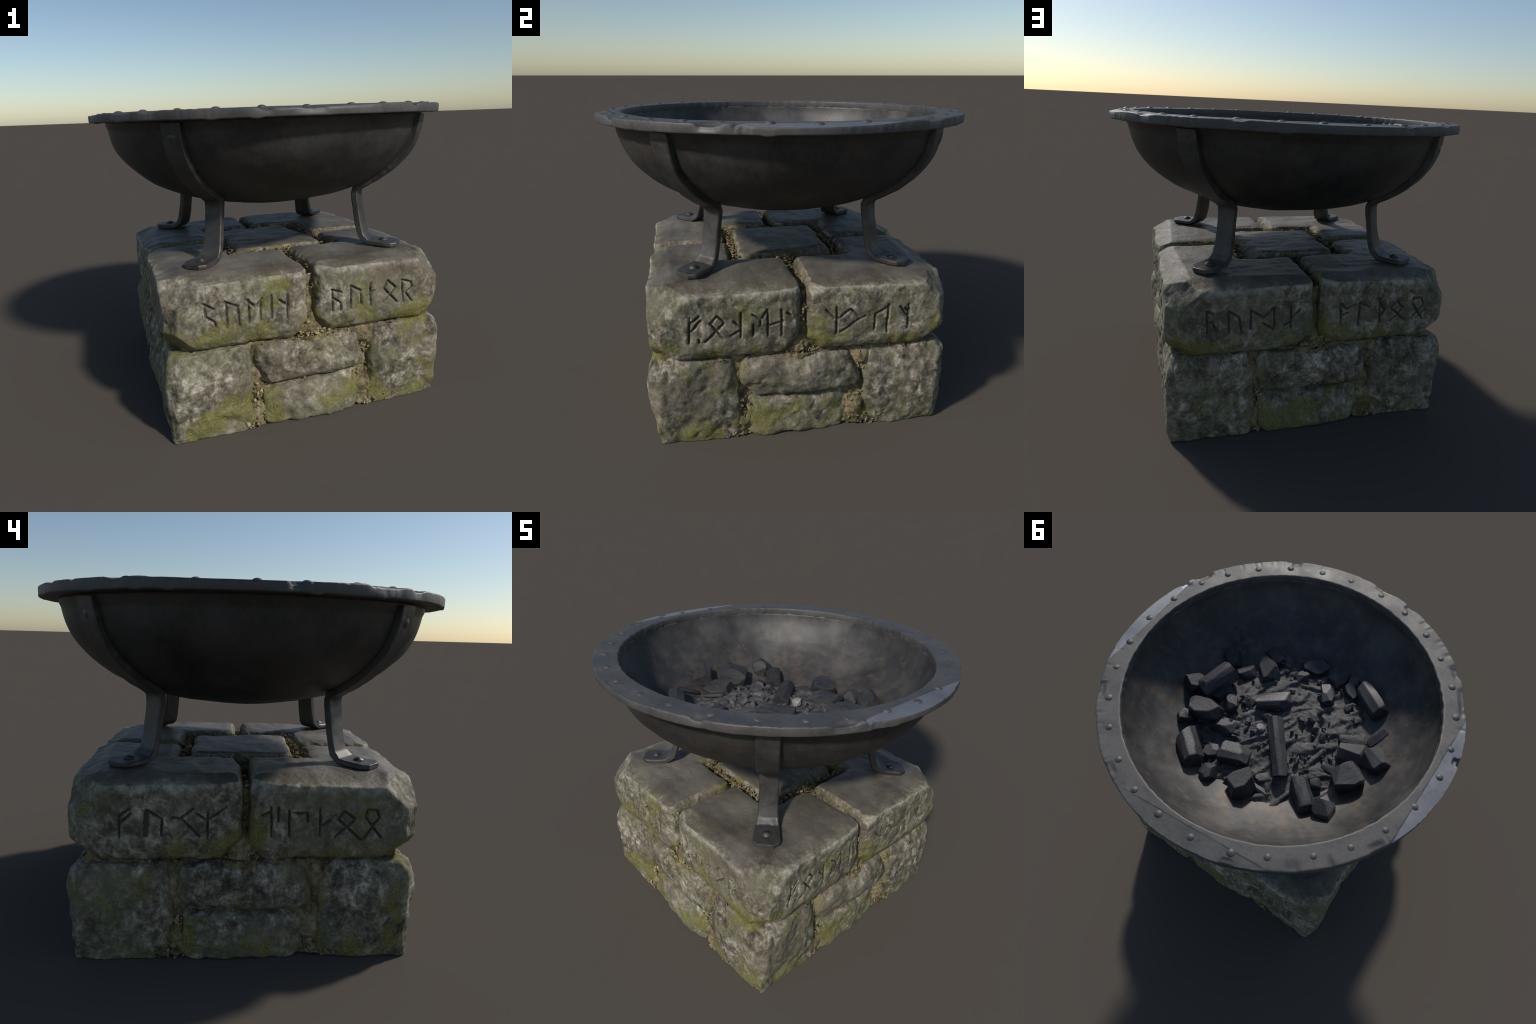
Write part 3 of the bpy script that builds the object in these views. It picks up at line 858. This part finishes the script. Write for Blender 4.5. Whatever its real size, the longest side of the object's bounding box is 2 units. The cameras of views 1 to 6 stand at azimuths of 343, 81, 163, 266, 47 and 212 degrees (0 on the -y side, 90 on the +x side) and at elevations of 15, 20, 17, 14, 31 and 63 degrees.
# ------------------------------------------------------- ash bed and charcoal
inner_r = np.array([p[0] for p in OUTER]); inner_z = np.array([p[1] for p in OUTER]) + 0.050
def bed_height(x, y):
    return 1.281 - 0.20 * ((x - 0.06) ** 2 + (y + 0.08) ** 2)

def ash_bed():
    n_r, n_t = 130, 420
    R, T = np.meshgrid(np.linspace(0.001, 0.60, n_r), np.linspace(0, 2 * np.pi, n_t, endpoint=False), indexing="ij")
    x, y = (R * np.cos(T)).ravel(), (R * np.sin(T)).ravel()
    r = R.ravel()
    P = np.stack([x, y, 0 * x], 1)
    warp = np.stack([vnoise(P * 6, 1), vnoise(P * 6, 2), 0 * x], 1) * 0.05
    # half-buried splinters lying in two directions, then crumbs
    a = P[:, :2] @ np.array([[0.62, -0.78], [0.78, 0.62]])
    st1 = vnoise(np.stack([a[:, 0] * 6, a[:, 1] * 17, 0 * x], 1) + warp * 12, 5)
    b = P[:, :2] @ np.array([[0.95, 0.30], [-0.30, 0.95]])
    st2 = vnoise(np.stack([b[:, 0] * 18, b[:, 1] * 7, 0 * x + 4], 1) + warp * 12, 6)
    chunk = np.maximum(smooth01(-0.05, 0.40, st1), smooth01(0.05, 0.50, st2))
    crumb = np.abs(vnoise((P + warp) * 30, 9)) + 0.5 * np.abs(vnoise(P * 66, 10))
    h = chunk * 0.020 + crumb * 0.007 + fbm(P * 5, 2, 12) * 0.028 - 0.014
    z = bed_height(x, y) + h * (1 - smooth01(0.48, 0.56, r) * 0.8)
    z = np.maximum(z, np.interp(r, inner_r, inner_z) - 0.012)
    V = np.stack([x, y, z], 1)
    F = []
    for i in range(n_r - 1):
        for q in range(n_t):
            s = (q + 1) % n_t
            F.append((i * n_t + q, (i + 1) * n_t + q, (i + 1) * n_t + s, i * n_t + s))
    F.append(tuple(range(n_t)))
    m = mesh_from("ash_bed", V, F)
    return add_object("ash_bed", m, BRAZIER, ASH)
BED = ash_bed()

def finish_coal(bm):
    bmesh.ops.remove_doubles(bm, verts=bm.verts, dist=0.003)
    bmesh.ops.recalc_face_normals(bm, faces=bm.faces)
    bmesh.ops.bevel(bm, geom=bm.edges[:], offset=0.0028, segments=2, affect="EDGES", clamp_overlap=True)
    bmesh.ops.triangulate(bm, faces=[f for f in bm.faces if len(f.verts) > 4])
    m = bpy.data.meshes.new("charcoal")
    bm.to_mesh(m); bm.free()
    return m

def coal_mesh(kind, length, width, seed):
    """a broken billet: a faceted prism with snapped, tilted ends and knocked-off corners"""
    g = np.random.default_rng(seed)
    if kind == "lump":
        # a brick of charcoal broken along many planes into a blunt, many-faced lump
        bm = bmesh.new()
        half = Vector((length / 2, width / 2 * 0.95, width / 2 * 0.92))
        bmesh.ops.create_cube(bm, size=2, matrix=Matrix.Diagonal((*half, 1)))
        for _ in range(int(g.integers(11, 16))):
            d = Vector(g.normal(0, 1, 3)).normalized()
            v = Vector((d.x / half.x, d.y / half.y, d.z / half.z)).normalized()
            reach = math.sqrt(sum((v[q] * half[q]) ** 2 for q in range(3)))
            r = bmesh.ops.bisect_plane(bm, geom=bm.verts[:] + bm.edges[:] + bm.faces[:], plane_co=v * reach * float(g.uniform(0.96, 1.18)), plane_no=v, clear_outer=True)
            cut = [e for e in r["geom_cut"] if isinstance(e, bmesh.types.BMEdge)]
            if len(cut) > 2:
                bmesh.ops.contextual_create(bm, geom=cut)
        return finish_coal(bm)
    n = int(g.integers(9, 12)) if kind == "log" else int(g.integers(6, 9))
    hw = width / 2 * 1.05
    bm = bmesh.new()
    ang = np.sort((np.arange(n) + g.uniform(-0.32, 0.32, n)) * 2 * np.pi / n)
    rad = hw * g.uniform(0.86 if kind == "log" else 0.80, 1.06, n)
    flat = {"log": 0.95, "lump": 0.98, "slab": 0.45}[kind]
    st = [-0.5, -0.15, 0.2, 0.5] if kind == "log" else [-0.5, 0.05, 0.5]
    rings = []
    for s in st:
        f = 1.0 + g.uniform(-0.07, 0.07) - (0.10 if abs(s) == 0.5 and kind != "log" else 0.03 if abs(s) == 0.5 else 0)
        tilt = g.uniform(-0.35, 0.35, 2) * (1 if abs(s) == 0.5 else 0.2)
        ring = []
        for a, r in zip(ang, rad):
            y, z = r * f * math.cos(a), r * f * flat * math.sin(a)
            ring.append(bm.verts.new((s * length + tilt[0] * y + tilt[1] * z, y + g.normal(0, 0.02) * hw, z + g.normal(0, 0.02) * hw)))
        rings.append(ring)
    for a, b in zip(rings, rings[1:]):
        for i in range(n):
            q = (i + 1) % n
            bm.faces.new((a[i], b[i], b[q], a[q]))
    bm.faces.new(rings[0])
    bm.faces.new(rings[-1][::-1])
    for _ in range(3 if kind == "log" else 6):
        v = Vector(g.normal(0, 1, 3))
        v.x *= 1.2
        v.normalize()
        ext = max(v.dot(q.co) for q in bm.verts)
        r = bmesh.ops.bisect_plane(bm, geom=bm.verts[:] + bm.edges[:] + bm.faces[:], plane_co=v * ext * float(g.uniform(0.74, 0.92)), plane_no=v, clear_outer=True)
        cut = [e for e in r["geom_cut"] if isinstance(e, bmesh.types.BMEdge)]
        if len(cut) > 2:
            bmesh.ops.contextual_create(bm, geom=cut)
    return finish_coal(bm)

# shape, centre x y z, length, width, heading and slope in degrees
COALS = [
    ("log", -0.068, 0.142, 1.268, 0.329, 0.105, 129, -6),
    ("lump", 0.123, -0.105, 1.283, 0.176, 0.094, -146, 1),
    ("log", 0.489, -0.028, 1.329, 0.229, 0.128, -110, 7),
    ("lump", 0.602, 0.057, 1.311, 0.077, 0.098, -116, -13),
    ("lump", 0.438, 0.176, 1.293, 0.178, 0.128, -170, 7),
    ("lump", 0.337, 0.044, 1.290, 0.086, 0.068, 141, 3),
    ("lump", 0.526, 0.270, 1.268, 0.076, 0.075, -132, -23),
    ("log", 0.364, 0.430, 1.281, 0.195, 0.128, 143, -1),
    ("lump", 0.284, 0.197, 1.258, 0.127, 0.083, -170, 6),
    ("lump", 0.189, 0.494, 1.244, 0.097, 0.079, 101, 8),
    ("lump", 0.121, 0.315, 1.252, 0.154, 0.105, -162, 4),
    ("lump", 0.253, 0.368, 1.236, 0.083, 0.071, -135, 10),
    ("lump", -0.025, 0.450, 1.242, 0.125, 0.128, -131, 9),
    ("log", -0.351, 0.316, 1.255, 0.182, 0.105, 137, -1),
    ("lump", -0.370, 0.201, 1.230, 0.054, 0.060, -146, -5),
    ("lump", -0.499, 0.328, 1.282, 0.099, 0.098, -173, 19),
    ("lump", -0.511, 0.082, 1.270, 0.143, 0.143, -133, 10),
    ("lump", -0.455, -0.076, 1.232, 0.151, 0.120, -162, -7),
    ("lump", -0.601, -0.090, 1.287, 0.113, 0.113, 145, 18),
    ("slab", -0.410, -0.168, 1.237, 0.151, 0.068, -151, -11),
    ("slab", -0.528, -0.261, 1.253, 0.120, 0.068, -111, 18),
    ("log", -0.379, -0.451, 1.278, 0.212, 0.113, 147, 3),
    ("lump", -0.227, -0.472, 1.236, 0.089, 0.075, 166, -9),
    ("lump", -0.120, -0.349, 1.263, 0.113, 0.083, 123, 3),
    ("lump", -0.104, -0.522, 1.239, 0.103, 0.090, -111, -2),
    ("lump", 0.067, -0.502, 1.249, 0.140, 0.105, -139, -10),
    ("lump", 0.291, -0.305, 1.263, 0.147, 0.113, 137, 7),
    ("lump", 0.322, -0.430, 1.245, 0.113, 0.068, 164, 4),
    ("lump", 0.536, -0.250, 1.272, 0.102, 0.086, 126, -21),
    ("slab", -0.097, 0.340, 1.242, 0.065, 0.068, -139, 4),
    ("slab", -0.388, 0.073, 1.237, 0.082, 0.056, -177, -10),
    ("slab", -0.123, 0.405, 1.228, 0.102, 0.045, 176, -5),
    ("slab", 0.457, 0.287, 1.231, 0.086, 0.060, -128, -6),
    ("lump", -0.212, -0.533, 1.255, 0.058, 0.056, -166, 15),
    ("lump", 0.455, -0.008, 1.252, 0.111, 0.113, -120, 6),
    ("lump", 0.394, -0.208, 1.258, 0.093, 0.075, -127, 2),
    ("lump", 0.404, 0.182, 1.246, 0.125, 0.083, -111, 8),
    ("lump", 0.087, -0.373, 1.265, 0.070, 0.060, -122, -5),
]
def coals():
    for i, (kind, x, y, z, length, width, heading, slope) in enumerate(COALS):
        longer = {"log": length * 1.02, "lump": max(length * 1.12, width * 0.95), "slab": length * 1.15}[kind]
        m = coal_mesh(kind, longer * 1.08, width * (1.12 if kind == "lump" else 1.08), 300 + i)
        buried = kind == "slab"
        o = add_object("charcoal_lump", m, BED if buried else None, CHARCOAL, smooth=True)
        m.set_sharp_from_angle(angle=math.radians(22))
        o.location = (x, y, z)
        o.rotation_euler = Euler((float(rng.uniform(-0.5, 0.5)) if kind == "lump" else float(rng.uniform(-3, 3)) if kind == "log" else float(rng.uniform(-0.2, 0.2)), -math.radians(slope), math.radians(heading)), "XYZ")
        if not buried:
            o["label"] = "dark faceted lump of burnt charcoal"
            o["category"] = "charcoal"
    # one pale burnt-out cinder and scattered crumbs half sunk in the ash
    m = coal_mesh("lump", 0.055, 0.045, 900)
    o = add_object("cinder", m, BED, PALE_ASH, smooth=False)
    o.location = (0.085, 0.095, 1.292)
    V, F = [], []
    for q in range(150):
        a, r = rng.uniform(0, 6.28), 0.50 * math.sqrt(rng.uniform(0.0, 1))
        s = rng.uniform(0.008, 0.020) if q < 60 else rng.uniform(0.018, 0.042)
        src = bpy.data.meshes.new("crumb")
        bm = bmesh.new()
        bmesh.ops.create_icosphere(bm, subdivisions=1, radius=1)
        M = Matrix.Translation((r * math.cos(a), r * math.sin(a), bed_height(r * math.cos(a), r * math.sin(a)) + 0.004 - s * 0.25)) @ Euler(rng.uniform(0, 6, 3)).to_matrix().to_4x4() @ Matrix.Diagonal((s * rng.uniform(0.8, 1.7), s * rng.uniform(0.5, 1), s * rng.uniform(0.4, 0.8), 1))
        base = len(V)
        for v in bm.verts:
            V.append(M @ (v.co * float(rng.uniform(0.75, 1.15))))
        F += [tuple(base + v.index for v in f.verts) for f in bm.faces]
        bm.free(); bpy.data.meshes.remove(src)
    o = add_object("charcoal_crumbs", mesh_from("charcoal_crumbs", V, F), BED, ASH, smooth=False)
    o["kind"] = "stuff"
coals()
